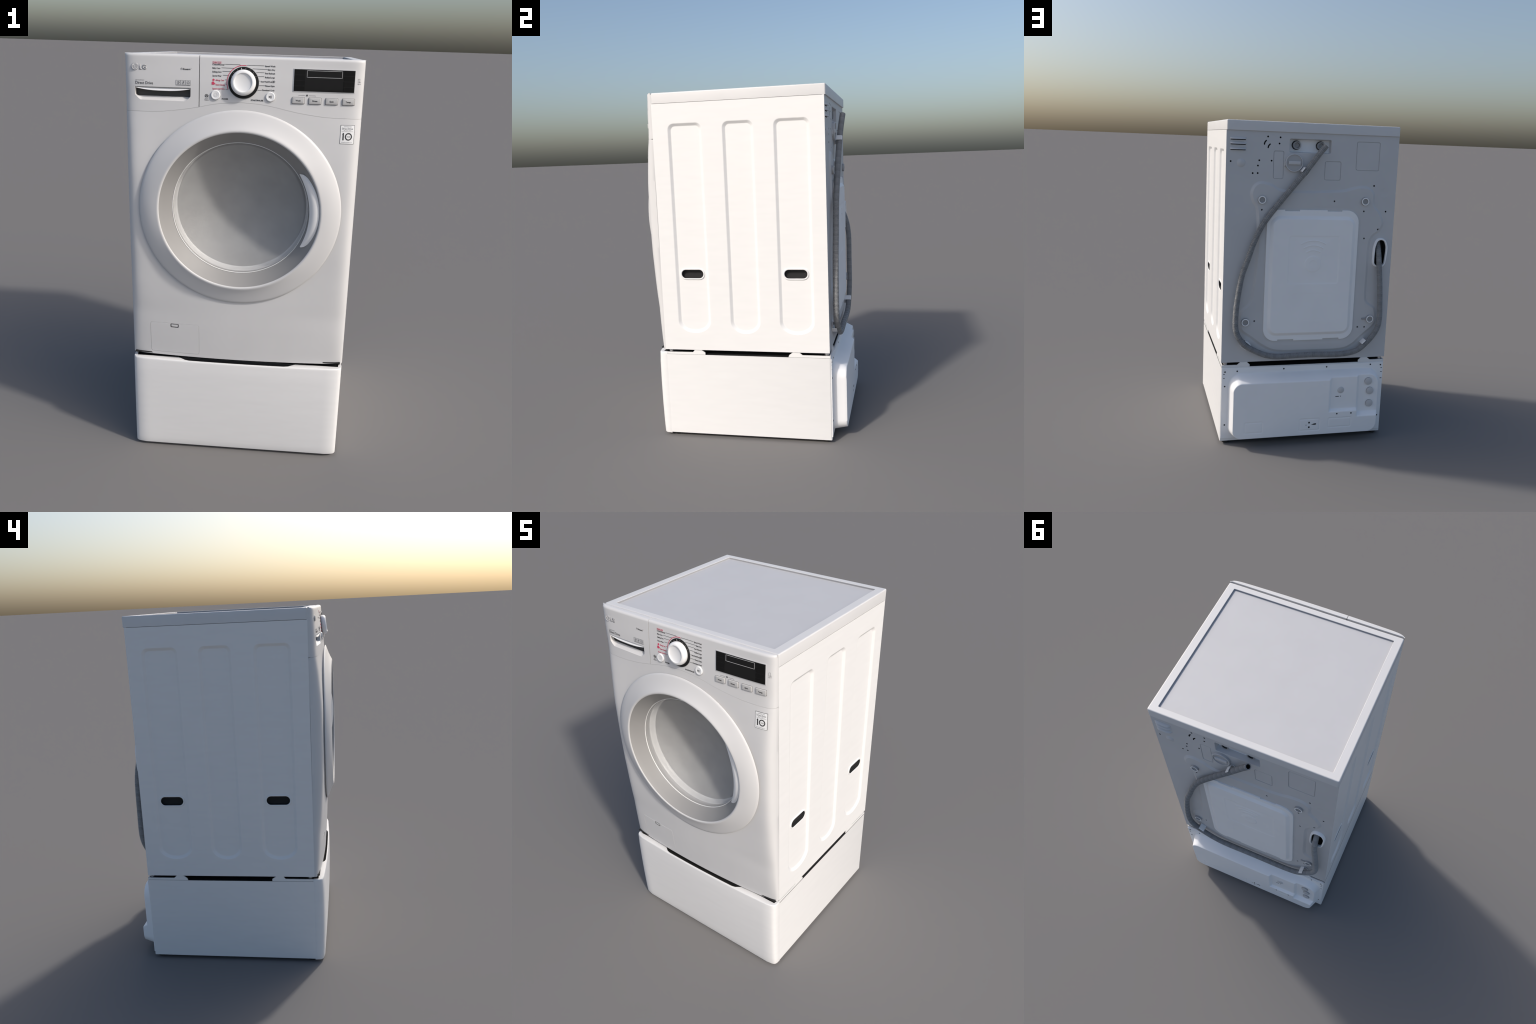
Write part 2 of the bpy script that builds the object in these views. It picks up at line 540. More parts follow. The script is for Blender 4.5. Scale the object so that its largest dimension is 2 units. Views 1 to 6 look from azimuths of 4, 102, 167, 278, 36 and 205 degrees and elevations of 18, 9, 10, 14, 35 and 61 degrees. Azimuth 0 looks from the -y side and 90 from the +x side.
def stroke(name, path, width, mat, parent, mapping=front, lift=0.0006, closed=False, thick=0.0004):
    """A thin printed line of constant width following a 2D path."""
    dense = []
    n = len(path)
    for i in range(n if closed else n - 1):
        a, b = np.array(path[i]), np.array(path[(i + 1) % n])
        m = max(1, int(np.linalg.norm(b - a) / 0.01))
        for k in range(m):
            dense.append(a + (b - a) * k / m)
    if not closed:
        dense.append(np.array(path[-1]))
    p = np.array(dense)
    if closed:
        t = np.roll(p, -1, 0) - np.roll(p, 1, 0)
    else:
        t = np.gradient(p, axis=0)
    t /= np.maximum(np.linalg.norm(t, axis=1, keepdims=True), 1e-9)
    nr = np.stack([-t[:, 1], t[:, 0]], 1) * width / 2
    v, f = [], []
    for q, w in zip(p, nr):
        v.append(mapping(*(q + w), lift)); v.append(mapping(*(q - w), lift))
        v.append(mapping(*(q + w), lift + thick)); v.append(mapping(*(q - w), lift + thick))
    m = len(p)
    for i in range(m if closed else m - 1):
        a, b = 4 * i, 4 * ((i + 1) % m)
        f += [(a + 2, b + 2, b + 3, a + 3), (a, b, b + 2, a + 2), (a + 3, b + 3, b + 1, a + 1)]
    return finish(name, v, f, mat, parent, smooth=False)

def patch(name, outline, mat, parent, mapping=front, lift=0.0005, thick=0.0006, bevel=0.0):
    a = [p[0] for p in outline]; b = [p[1] for p in outline]
    g = [(x, z) for x in np.arange(min(a), max(a), 0.012) for z in np.arange(min(b), max(b), 0.012)]
    return prism(name, dense(ccw(outline)), mapping, lift - 0.002, lift + thick, mat, parent, bevel, grid=g)

def arc_pts(cx, cz, r, t0, t1, n=24):
    return [(cx + r * math.cos(math.radians(t0 + (t1 - t0) * k / n)), cz + r * math.sin(math.radians(t0 + (t1 - t0) * k / n))) for k in range(n + 1)]

def build_controls(cp, dr):
    # ---- printed wash programmes left and right of the dial
    T = lambda s, x0, x1, z, mat=INK, h=0.0068, bold=0.014, **k: lettering("programme_label", s, x0, x1, z, h, mat, cp, bold=bold, **k)
    T("STEAM CYCLE", -0.1346, -0.0957, 1.9718, RED_INK, 0.0068, bold=0.004)
    stroke("programme_underline", [(-0.135, 1.9668), (-0.0955, 1.9676)], 0.0009, RED_INK, cp)
    T("Cotton/Normal", -0.1344, -0.0825, 1.9625)
    T("Baby Care", -0.1341, -0.0999, 1.9475)
    T("Bulking Care", -0.1337, -0.0939, 1.9318)
    T("Sports Wear", -0.1333, -0.0934, 1.9150)
    T("Allergy Care", -0.1195, -0.0814, 1.8968, RED_INK, bold=0.012)
    T("Steam Cleaning", -0.1180, -0.0785, 1.8775, RED_INK, bold=0.012)
    T("Speed wash+Dry", -0.1325, -0.0786, 1.8602, RED_INK, bold=0.012)
    patch("programme_icon", circle(-0.1285, 1.8972, 0.0048, 14), RED_INK, cp)
    patch("programme_icon", rounded_rect(-0.1365, -0.1245, 1.8765, 1.8895, 0.0045, 4, r_low=0.001), RED_INK, cp)
    patch("programme_icon", [(-0.1245, 1.8795), (-0.1195, 1.8795), (-0.1225, 1.8845)], RED_INK, cp)
    T("Speed Wash", 0.0965, 0.1414, 1.9622); T("Shirt Dry", 0.1091, 0.1416, 1.9472); T("Bed Refresh", 0.0986, 0.1414, 1.9318)
    T("Bulky/Large", 0.0990, 0.1414, 1.9150); T("Hand Wash/Wool", 0.0806, 0.1290, 1.8968, bold=0.01); T("Rinse+Spin", 0.1010, 0.1419, 1.8793)
    T("Download Cycle", 0.0873, 0.1414, 1.8610)
    stroke("programme_icon", circle(0.1330, 1.8972, 0.0040, 14), 0.0014, INK, cp, closed=True)
    stroke("programme_icon", circle(0.1385, 1.8972, 0.0040, 14), 0.0014, INK, cp, closed=True)
    ln = lambda *p: stroke("leader_line", list(p), 0.0013, INK, cp)
    ln((-0.0784, 1.9645), (-0.0145, 1.9645), (-0.0105, 1.9615))
    for xa, xb, z in ((-.0943, -.039, 1.9490), (-.0898, -.052, 1.9347), (-.0869, -.0625, 1.9183), (-.0778, -.068, 1.8988), (-.0748, -.0687, 1.88), (-.0743, -.0621, 1.859)):
        ln((xa, z), (xb, z))
    ln((0.093, 1.9632), (0.0200, 1.9634), (0.0155, 1.9595))
    ln((0.1076, 1.9488), (0.044, 1.9489), (0.0415, 1.946))
    for xa, xb, z in ((.0591, .095, 1.9343), (.0678, .0951, 1.9178), (.0733, .0765, 1.8988), (.0735, .0991, 1.8797), (.0673, .0847, 1.8597)):
        ln((xa, z), (xb, z))
    stroke("programme_arc", arc_pts(0.0045, 1.8885, 0.0735, 82, 203, 40), 0.0027, RED_INK, cp)
    # ---- dial
    tilt = math.radians(6.0)
    kc = (0.0045, ys(0.0, 1.8885) + 0.002, 1.8885)
    lathe("dial_ring", [(0.0676, -0.002), (0.0676, 0.003), (0.0668, 0.0042), (0.054, 0.0046), (0.02, 0.0046)], kc, BLACK, cp, n=72, tilt=tilt)
    lathe("dial_knob", [(0.0545, 0.0040), (0.0556, 0.0085), (0.0556, 0.0150), (0.0545, 0.0215), (0.0520, 0.0265), (0.0475, 0.0300), (0.0430, 0.0312),
                        (0.0405, 0.0311), (0.0394, 0.0286), (0.0380, 0.0278), (0.0340, 0.0266), (0.0250, 0.0248), (0.0120, 0.0236), (0.0000, 0.0234)],
          kc, KNOB_WHITE, cp, n=72, tilt=tilt, angle=44)
    def on_ring(a, b, d):
        p = Vector((a, -(0.0046 + d), b))
        p = Matrix.Rotation(-tilt, 3, 'X') @ p
        return tuple(p + Vector(kc))
    for deg in range(100 - 18 * 4, 100 + 18 * 5, 18):
        main = deg == 100
        if main or 20 < deg < 170:
            stroke("dial_tick", [(r * math.cos(math.radians(deg)), r * math.sin(math.radians(deg))) for r in ((0.0572, 0.0632) if main else (0.0590, 0.0622))],
                   0.0020 if main else 0.0011, KNOB_WHITE if main else PALE_INK, cp, mapping=on_ring, lift=0.0003)
    # ---- round push buttons
    for (cx, sym) in ((-0.1182, "power"), (0.1251, "play")):
        c = (cx, ys(cx, 1.8325) + 0.001, 1.8325)
        b = lathe("push_button", [(0.0208, -0.001), (0.0208, 0.0045), (0.0200, 0.0068), (0.0182, 0.0078), (0.0160, 0.0076), (0.0140, 0.0070), (0.006, 0.0068), (0.0, 0.0068)],
                  c, KNOB_WHITE, cp, n=40, tilt=math.radians(5), angle=60)
        lathe("button_seat", [(0.0222, -0.002), (0.0222, 0.0012), (0.0200, 0.0014)], c, LOGO_GREY, cp, n=40, tilt=math.radians(5))
        def on_button(a, b_, d, c=c):
            p = Matrix.Rotation(-math.radians(5), 3, 'X') @ Vector((a, -(0.0069 + d), b_))
            return tuple(p + Vector(c))
        if sym == "play":
            patch("play_mark", [(-0.0065, -0.0060), (-0.0015, 0.0), (-0.0065, 0.0060)], INK, b, on_button, 0.0002, 0.0003)
            stroke("play_mark", [(0.0008, -0.006), (0.0008, 0.006)], 0.0018, INK, b, on_button, 0.0002)
            stroke("play_mark", [(0.0042, -0.006), (0.0042, 0.006)], 0.0018, INK, b, on_button, 0.0002)
        else:
            stroke("power_mark", circle(0, 0, 0.0085, 24), 0.0010, PALE_INK, b, on_button, 0.0002, closed=True)
            stroke("power_mark", arc_pts(0, 0, 0.0042, -235, 55, 16), 0.0010, PALE_INK, b, on_button, 0.0002)
    lettering("button_label", "POWER", -0.0898, -0.0615, 1.8172, 0.0058, INK, cp, bold=0.03)
    lettering("button_label", "START/PAUSE", 0.0393, 0.0943, 1.8162, 0.0062, INK, cp, bold=0.03)
    stroke("care_icon", circle(-0.1590, 1.8285, 0.0060, 18), 0.0022, INK, cp, closed=True)
    patch("care_icon", circle(-0.1590, 1.8285, 0.0030, 12), GREY_INK, cp)
    stroke("care_icon", [(-0.1540, 1.8220), (-0.1505, 1.8300)], 0.0022, INK, cp)
    lettering("button_label", "Smart", -0.1650, -0.1520, 1.8158, 0.0036, INK, cp)
    lettering("button_label", "Diagnosis", -0.1675, -0.1485, 1.8105, 0.0036, INK, cp)
    # ---- display
    bez = rounded_rect(0.2215, 0.4935, 1.8583, 1.9573, 0.003, 3)
    patch("display_bezel", bez, PALE_INK, cp, lift=0.0004, thick=0.0012, bevel=0.0008)
    scr = patch("display", rounded_rect(0.2252, 0.4898, 1.8617, 1.9540, 0.001, 2), SCREEN, cp, lift=0.0012, thick=0.0010, bevel=0.0003)
    for (xa, xb) in ((0.2275, 0.2725), (0.4420, 0.4875)):
        for k in range(4):
            z1 = 1.9525 - k * 0.0230
            R = Relief(front)
            o = dense(rounded_rect(xa, xb, z1 - 0.0205, z1, 0.001, 2))
            dd = [0.0023 + 0.0018 * (b - z1 + 0.0205) / 0.0205 for _, b in o]
            lo = R.ring(o, 0.0015); hi = R.ring(o, dd)
            R.strip(lo, hi); R.fill(hi)
            R.build("touch_pad", PAD, scr)
    stroke("display_window", [(0.2812, 1.9212), (0.4342, 1.9212), (0.4342, 1.9490), (0.2812, 1.9490)], 0.0014, PALE_INK, scr, closed=True, lift=0.0023)
    # ---- option buttons
    for k, (s, w) in enumerate((("Wash", 0.022), ("Rinse", 0.022), ("Spin", 0.018), ("Temp.", 0.024))):
        x0 = 0.2210 + 0.0735 * k
        patch("button_seat", rounded_rect(x0 - 0.0016, x0 + 0.0546, 1.8064, 1.8366, 0.003, 3), GREY_INK, cp, lift=0.0002, thick=0.0004)
        b = patch("option_button", rounded_rect(x0, x0 + 0.053, 1.8085, 1.8352, 0.003, 3), SILVER, cp, lift=0.0005, thick=0.0050, bevel=0.0022)
        lettering("button_label", s, x0 + 0.0265 - w / 2, x0 + 0.0265 + w / 2, 1.8222, 0.0072, INK, b, lift=0.0057, bold=0.02)
    stroke("lock_mark", [(0.2486, 1.8405), (0.2495, 1.8440), (0.2765, 1.8440)], 0.0008, GREY_INK, cp)
    stroke("lock_mark", [(0.2945, 1.8440), (0.3220, 1.8440), (0.3235, 1.8410)], 0.0008, GREY_INK, cp)
    patch("lock_mark", rounded_rect(0.2818, 0.2892, 1.8412, 1.8456, 0.0006, 2), INK, cp)
    stroke("lock_mark", arc_pts(0.2855, 1.8458, 0.0023, 0, 180, 10), 0.0012, INK, cp)
    stroke("tap_mark", rounded_rect(0.5045, 0.5120, 1.9045, 1.9205, 0.001, 2), 0.0007, GREY_INK, cp, closed=True)
    stroke("tap_mark", [(0.5085, 1.9085), (0.5120, 1.9050), (0.5160, 1.9075), (0.5165, 1.9040)], 0.0008, GREY_INK, cp)
    lettering("button_label", "Tag On", 0.5030, 0.5170, 1.8990, 0.0036, GREY_INK, cp)
    # ---- detergent drawer markings
    lg = lathe("maker_badge", [(0.0162, -0.001), (0.0162, 0.0020), (0.0150, 0.0032), (0.0, 0.0036)], (-0.4830, ys(-0.483, 1.9428) + 0.0008, 1.9428), LOGO_GREY, dr, n=36, tilt=math.radians(6))
    def on_badge(a, b, d):
        return (-0.4830 + a, ys(-0.483, 1.9428) + 0.0008 - 0.0037 - d + b * math.tan(math.radians(6)) + 0.0002, 1.9428 + b)
    stroke("badge_mark", arc_pts(0, 0, 0.0128, 40, 360, 28), 0.0014, KNOB_WHITE, lg, on_badge, 0.0004)
    stroke("badge_mark", [(0.0, 0.007), (0.0, -0.006), (0.005, -0.006)], 0.0014, KNOB_WHITE, lg, on_badge, 0.0004)
    patch("badge_mark", circle(-0.0060, 0.0060, 0.0019, 10), KNOB_WHITE, lg, on_badge, 0.0004, 0.0003)
    lettering("maker_letters", "LG", -0.4635, -0.4305, 1.9418, 0.0205, LOGO_GREY, dr, lift=0.0012, bold=0.035)
    lettering("drawer_label", "Steam", -0.2655, -0.2325, 1.9388, 0.0080, INK, dr, bold=0.012)
    lettering("drawer_label", "TM", -0.2312, -0.2276, 1.9425, 0.0022, INK, dr)
    stroke("drawer_icon", arc_pts(-0.2712, 1.9392, 0.0042, 60, 360, 16), 0.0010, GREY_INK, dr)
    stroke("drawer_icon", [(-0.2750, 1.9400), (-0.2675, 1.9400)], 0.0009, GREY_INK, dr)
    lettering("drawer_label", "INVERTER", -0.4809, -0.4406, 1.8858, 0.0042, GREY_INK, dr, spread=1.6)
    lettering("drawer_label", "Direct Drive", -0.4812, -0.4008, 1.8748, 0.0130, INK, dr)
    for k in range(3):
        x0 = -0.2968 + 0.0222 * k
        tile = patch("drawer_tile", rounded_rect(x0, x0 + 0.0216, 1.8692, 1.8906, 0.0006, 2), PALE_INK, dr, lift=0.0003, thick=0.0004)
        stroke("tile_frame", [(x0, 1.8692), (x0 + 0.0216, 1.8692), (x0 + 0.0216, 1.8906), (x0, 1.8906)], 0.0008, GREY_INK, tile, closed=True, lift=0.0008)
        cx, cz = x0 + 0.0108, 1.8812
        if k == 0:
            stroke("tile_icon", arc_pts(cx, cz, 0.0046, -150, 30, 12), 0.0016, INK, tile, lift=0.0009)
            stroke("tile_icon", [(cx - 0.004, cz + 0.001), (cx, cz + 0.005), (cx + 0.004, cz + 0.001), (cx - 0.001, cz - 0.001)], 0.0014, INK, tile, lift=0.0009)
        elif k == 1:
            stroke("tile_icon", arc_pts(cx, cz, 0.0048, 20, 120, 8), 0.0012, INK, tile, lift=0.0009)
            stroke("tile_icon", arc_pts(cx, cz, 0.0048, 200, 300, 8), 0.0012, INK, tile, lift=0.0009)
            patch("tile_icon", circle(cx, cz, 0.0022, 10), INK, tile, lift=0.0009, thick=0.0003)
        else:
            stroke("tile_icon", [(cx - 0.006, cz), (cx, cz + 0.0056), (cx + 0.006, cz)], 0.0012, INK, tile, lift=0.0009)
            stroke("tile_icon", [(cx - 0.0045, cz), (cx - 0.0045, cz - 0.005), (cx + 0.0045, cz - 0.005), (cx + 0.0045, cz)], 0.0012, INK, tile, lift=0.0009)
        stroke("tile_icon", [(x0 + 0.003, 1.8712), (x0 + 0.0186, 1.8712)], 0.0012, GREY_INK, tile, lift=0.0009)

def build_sticker(fp):
    s = patch("warranty_sticker", rounded_rect(0.4412, 0.5040, 1.6402, 1.7230, 0.002, 3), INK, fp, lift=0.0003, thick=0.0004)
    patch("sticker_face", rounded_rect(0.4428, 0.5024, 1.6418, 1.7214, 0.0015, 3), STICKER, s, lift=0.0008, thick=0.0003)
    T = lambda t, a, b, z, h, m=INK, **k: lettering("sticker_text", t, a, b, z, h, m, s, lift=0.0013, **k)
    T("INVERTER", 0.4565, 0.4890, 1.7160, 0.0042, GREY_INK, spread=1.7)
    T("Direct Drive", 0.4485, 0.4965, 1.7076, 0.0085, GREY_INK)
    T("MOTOR", 0.4570, 0.4890, 1.7000, 0.0040, GREY_INK, spread=2.4)
    stroke("sticker_line", [(0.4470, 1.6945), (0.4980, 1.6945)], 0.0008, GREY_INK, s, lift=0.0012)
    patch("sticker_digit", [(0.4520, 1.6565), (0.4580, 1.6565), (0.4580, 1.6885), (0.4530, 1.6885), (0.4500, 1.6815), (0.4520, 1.6815)], INK, s, lift=0.0012, thick=0.0003)
    stroke("sticker_digit", ellipse(0.4785, 1.6725, 0.0135, 0.0140, 36), 0.0050, INK, s, lift=0.0012, closed=True)
    T("YEAR", 0.4705, 0.4865, 1.6725, 0.0050)
    T("WARRANTY", 0.4490, 0.4950, 1.6480, 0.0042, GREY_INK, spread=1.7)

# ================================================================== door
def build_door():
    SX, SZ = 1.012, 0.990
    c = (0.0, 0.0, DOOR_Z)
    def turn(name, prof, mats, parent=None, angle=45, midx=None):
        return lathe(name, [(r, -y) for r, y in prof], c, mats, parent, n=128, sx=SX, sz=SZ, angle=angle, midx=midx)
    def cap_free(o):
        # remove the closing disc of the lathe, the ring is open to the next part
        me = o.data
        bm = bmesh.new(); bm.from_mesh(me)
        big = [f for f in bm.faces if len(f.verts) > 8]
        bmesh.ops.delete(bm, geom=big, context='FACES')
        bm.to_mesh(me); bm.free()
        return o
    door = cap_free(turn("door", [(0.4500, -0.520), (0.4500, -0.5352), (0.4600, -0.5360), (0.4640, -0.5376), (0.4620, -0.5406), (0.4540, -0.5440), (0.4380, -0.5495),
                                  (0.4180, -0.5572), (0.4000, -0.5650), (0.3880, -0.5712), (0.3810, -0.5752), (0.3755, -0.5770), (0.3705, -0.5762), (0.3678, -0.5730)], PANEL, angle=60))
    # the ring is fuller at its left and right than at its top and bottom
    for v in door.data.vertices:
        dx, dz = v.co.x / SX, (v.co.z - DOOR_Z) / SZ
        r = math.hypot(dx, dz)
        k = min(max((0.466 - r) / 0.086, 0.0), 1.0)
        v.co.y -= (0.0085 * math.sin(math.pi * k) ** 0.8 + 0.003 * (1 - k)) * (dx / r) ** 4 if r < 0.4655 else 0.0
    cap_free(turn("door_funnel", [(0.3678, -0.5730), (0.3640, -0.5670), (0.3520, -0.5530), (0.3350, -0.5330), (0.3225, -0.5180), (0.3170, -0.5105)], FUNNEL, door, 60))
    cap_free(turn("trim_bead", [(0.3170, -0.5105), (0.3163, -0.5120), (0.3150, -0.5122), (0.3140, -0.5108), (0.3137, -0.5080)], BRIGHT, door, 80))
    cap_free(turn("seal_band", [(0.3137, -0.5080), (0.3165, -0.5000), (0.3185, -0.4860), (0.3190, -0.4730)], FUNNEL, door, 60))
    cap_free(turn("glass_rim", [(0.3190, -0.4730), (0.3165, -0.4700), (0.3150, -0.4620), (0.3130, -0.4520), (0.3105, -0.4445), (0.3060, -0.4420)], BRIGHT, door, 60))
    # tub seen through the glass
    tub = [(0.3060, -0.4420), (0.3200, -0.4380), (0.4000, -0.4260), (0.4150, -0.4150), (0.4200, -0.3950), (0.4180, -0.0100), (0.4110, 0.0200), (0.3880, 0.0360), (0.2000, 0.0420), (0.0, 0.0450)]
    turn("wash_tub", tub, TUB, door, 60)
    # dished pane: it starts at the trim bead and sinks towards the middle
    pane = [(0.3132, -0.5070)]
    for k in range(1, 29):
        r = 0.3132 * (1 - k / 28)
        pane.append((max(r, 0.0), -0.3860 - 0.1210 * (r / 0.3132) ** 1.9))
    turn("door_glass", pane, GLASS, door, 70)
    # crescent grip bridging the funnel on the hinge-free side
    n, m = 40, 14
    v, f = [], []
    t0, t1 = math.radians(-29), math.radians(35)
    for i in range(n + 1):
        k = i / n
        t = t0 + (t1 - t0) * k
        w = max(0.0, 1 - abs(2 * k - 1) ** 2.2)
        ri = 0.3205 + 0.0055 * (1 - w)
        ro = ri + 0.0045 + 0.0440 * w ** 0.62
        yi, yo = -0.5400 - 0.016 * w, -0.5440 - 0.024 * w
        for j in range(m):
            s = j / (m - 1)
            if j < 10:                       # face
                q = j / 9
                r = ri + (ro - ri) * q
                y = yi + (yo - yi) * q - 0.010 * w * math.sin(math.pi * q) ** 0.8 * (1 - 0.4 * q)
            else:                            # back side
                q = (13 - j) / 3
                r = ri + (ro - ri) * (0.04 + 0.94 * q)
                y = yi + (yo - yi) * q + 0.006 * (0.3 + 0.7 * w)
            v.append((r * math.cos(t) * SX, y, DOOR_Z + r * math.sin(t) * SZ))
    for i in range(n):
        for j in range(m):
            j2 = (j + 1) % m
            f.append((i * m + j, (i + 1) * m + j, (i + 1) * m + j2, i * m + j2))
    f.append(tuple(range(m))); f.append(tuple(n * m + j for j in range(m))[::-1])
    finish("door_handle", v, f, KNOB_WHITE, door, angle=50)
    return door

# ================================================================== cabinet sides, rear, lid
def build_sides():
    for flip, mp in ((False, right), (True, left)):
        R = Relief(mp, flip)
        o = R.ring([(Y_FRONT, Z_BOT), (Y_REAR, Z_BOT), (Y_REAR, Z_LID - 0.001), (Y_FRONT, Z_LID - 0.001)], 0.0)
        holes = []
        for (y0, y1, slot) in ((-0.380, -0.183, True), (-0.067, 0.109, False), (0.219, 0.417, True)):
            ow = (y1 - y0) / 2
            def outline(i):
                return rounded_rect(y0 + i, y1 - i, 0.634 + i, 1.829 - i, 0.034 - i * 0.6, 8, r_low=(ow - i - 0.001, 0.070 - i * 0.6))
            W, D = 0.017, 0.0105
            rs = R.steps([(outline(W * a), -D * b) for a, b in RAMP])
            holes.append(rs[0])
            inner = []
            if slot:
                cy = (y0 + y1) / 2
                so = rounded_rect(cy - 0.0735, cy + 0.0735, 0.9455, 1.0125, 0.0333, 8)
                sr = R.steps([(so, -D), (inset(so, 0.001), -D + 0.003), (inset(so, 0.003), -D + 0.0045), (inset(so, 0.007), -D + 0.0045),
                              (inset(so, 0.0092), -D + 0.002), (inset(so, 0.0100), -D - 0.004), (inset(so, 0.0103), -D - 0.016), (inset(so, 0.0300), -D - 0.018)],
                             [0, 0, 0, 0, 1, 1, 1])
                R.fill(sr[-1], mat=1)
                inner.append(sr[0])
            R.fill(rs[-1], inner, guard=0.003)
        R.fill(o, holes, guard=0.003)
        # turned edges at the front, the bottom and the back
        R.skirt(o, 0.012, 0.003)
        R.build("side_panel", [WHITE, DARK])

EMBOSS = [(.388, 1.577), (.367, 1.628), (.322, 1.652), (.252, 1.637), (.192, 1.607), (.05, 1.601), (-.07, 1.605), (-.191, 1.612), (-.275, 1.634), (-.350, 1.633),
          (-.396, 1.592), (-.400, 1.521), (-.436, 1.480), (-.467, 1.409), (-.445, 1.354), (-.400, 1.318), (-.383, 1.257), (-.3825, 1.10), (-.383, .935), (-.403, .897), (-.441, .873),
          (-.455, .837), (-.463, .778), (-.438, .735), (-.365, .672), (-.307, .618), (-.225, .588), (-.02, .585), (.186, .590), (.278, .625), (.359, .685), (.425, .735), (.440, .800),
          (.425, .862), (.377, .912), (.357, .990), (.345, 1.134), (.339, 1.315), (.350, 1.476), (.375, 1.526)]

def build_rear():
    R = Relief(rear, True)
    o = R.ring([(-HW, Z_BOT), (HW, Z_BOT), (HW, Z_LID + 0.004), (-HW, Z_LID + 0.004)], 0.0)
    R.skirt(o, 0.012, 0.001)
    holes = []
    def hole(x, z, r, base, n=10, mat=1):
        rs = R.steps([(circle(x, z, r, n), base), (circle(x, z, r * 0.92, n), base - 0.008)], mat)
        R.fill(rs[-1], mat=mat)
        return rs[0]
    for x, z in ((.289, 1.910), (.214, 1.908), (.219, 1.872), (.506, 1.761), (.337, 1.771), (.344, 1.740), (.374, 1.695), (.344, 1.696), (.263, 1.771), (-.388, 1.637), (-.475, 1.479)):
        holes.append(hole(x, z, 0.0055, 0.0))
    for (xa, za, xb, zb) in ((.298, 1.888, .310, 1.864), (.274, 1.868, .287, 1.845)):
        a, b = np.array((xa, za)), np.array((xb, zb))
        t = (b - a) / np.linalg.norm(b - a); nr = np.array((-t[1], t[0])); mid = (a + b) / 2 + nr * 0.003
        pl = ccw([tuple(a + nr * .004), tuple(a - t * .003), tuple(a - nr * .004), tuple(mid - nr * .004), tuple(b - nr * .004), tuple(b + t * .003), tuple(b + nr * .004), tuple(mid + nr * .004)])
        rs = R.steps([(pl, 0.0), (inset(pl, 0.0004), -0.008)], 1)
        R.fill(rs[-1], mat=1); holes.append(rs[0])
    # pressed rectangles for rating plates
    for (x0, x1, z0, z1) in ((.188, .2525, 1.6645, 1.8305), (-.169, -.065, 1.6635, 1.7785), (-.413, -.2615, 1.727, 1.9015)):
        p = rounded_rect(x0, x1, z0, z1, 0.012, 5)
        rs = R.steps([(p, 0.0), (inset(p, .0006), -0.0040), (inset(p, .0030), -0.0042), (inset(p, .0042), -0.0010)])
        R.fill(rs[-1]); holes.append(rs[0])
    # recessed box of the water inlets
    p = rounded_rect(-.104, .160, 1.820, 1.9055, 0.012, 5)
    rs = R.steps([(p, 0.0), (inset(p, .0025), -0.0015), (inset(p, .0055), -0.036), (inset(p, .0085), -0.040)], [0, 0, 2])
    R.fill(rs[-1], mat=2); holes.append(rs[0])
    # pressed round domes
    for (x, z, r, h) in ((.445, 1.754, .026, .008), (-.457, 1.595, .029, -.0015)):
        rs = R.steps([(circle(x, z, r * q, 28), h * math.sin((1 - q) * math.pi / 2) ** 0.8 if q < 1 else 0.0) for q in (1, .93, .85, .75, .6, .4, .2)])
        R.fill(rs[-1]); holes.append(rs[0])
    # ventilation louvres: slots under pressed hoods
    for zc in (1.893, 1.8655, 1.834):
        s = rounded_rect(.420, .509, zc - 0.0085, zc - 0.003, 0.002, 2)
        rs = R.steps([(s, 0.0), (inset(s, .0004), -0.010)], 1)
        R.fill(rs[-1], mat=1); holes.append(rs[0])
    # raised carrier plate around the drum cover
    em = ccw(smooth_closed(EMBOSS, 4))
    er = R.steps(slope(em, 0.0, 0.010, 0.018, 6))
    holes.append(er[0])
    inner = []
    for x, z in ((.314, 1.481), (-.135, 1.539), (-.328, 1.480), (-.427, 1.368), (-.340, 1.311), (.337, .796), (-.333, .740), (-.379, .739)):
        inner.append(hole(x, z, 0.0055, 0.010, mat=3))
    cv = rounded_rect(-.320, .306, .636, 1.512, .100, 8)
    cr = R.steps(slope(cv, 0.010, 0.0085, 0.018, 5))
    R.fill(cr[-1], guard=0.002); inner.append(cr[0])
    R.fill(er[-1], inner, guard=0.0006)
    # opening for the drain hose
    ov = ccw(smooth_closed([(-.453, 1.3115), (-.482, 1.300), (-.497, 1.265), (-.499, 1.235), (-.494, 1.185), (-.487, 1.148), (-.466, 1.130), (-.438, 1.128), (-.410, 1.147), (-.406, 1.185), (-.407, 1.235), (-.411, 1.265), (-.425, 1.300)], 3))
    vr = R.steps([(ov, 0.0), (inset(ov, 0.0015), 0.006), (inset(ov, 0.003), 0.008), (inset(ov, 0.008), 0.008), (inset(ov, 0.010), 0.005), (inset(ov, 0.0105), -0.04)], [0, 0, 0, 0, 1])
    R.fill(vr[-1], mat=1)
    holes.append(vr[0])
    R.fill(o, holes, guard=0.001)
    rp = R.build("rear_panel", [REAR, DARK, COVER, HOLE_GREY], angle=40)

    # rim of the hose opening
    R2 = Relief(rear, True)
    R2.steps([(inset(ov, -0.0016), 0.0), (inset(ov, -0.0004), 0.0150), (inset(ov, 0.002), 0.0185), (inset(ov, 0.0075), 0.0185), (inset(ov, 0.0100), 0.0150), (inset(ov, 0.0100), -0.005)])
    R2.build("hose_grommet", COVER, rp, angle=50)
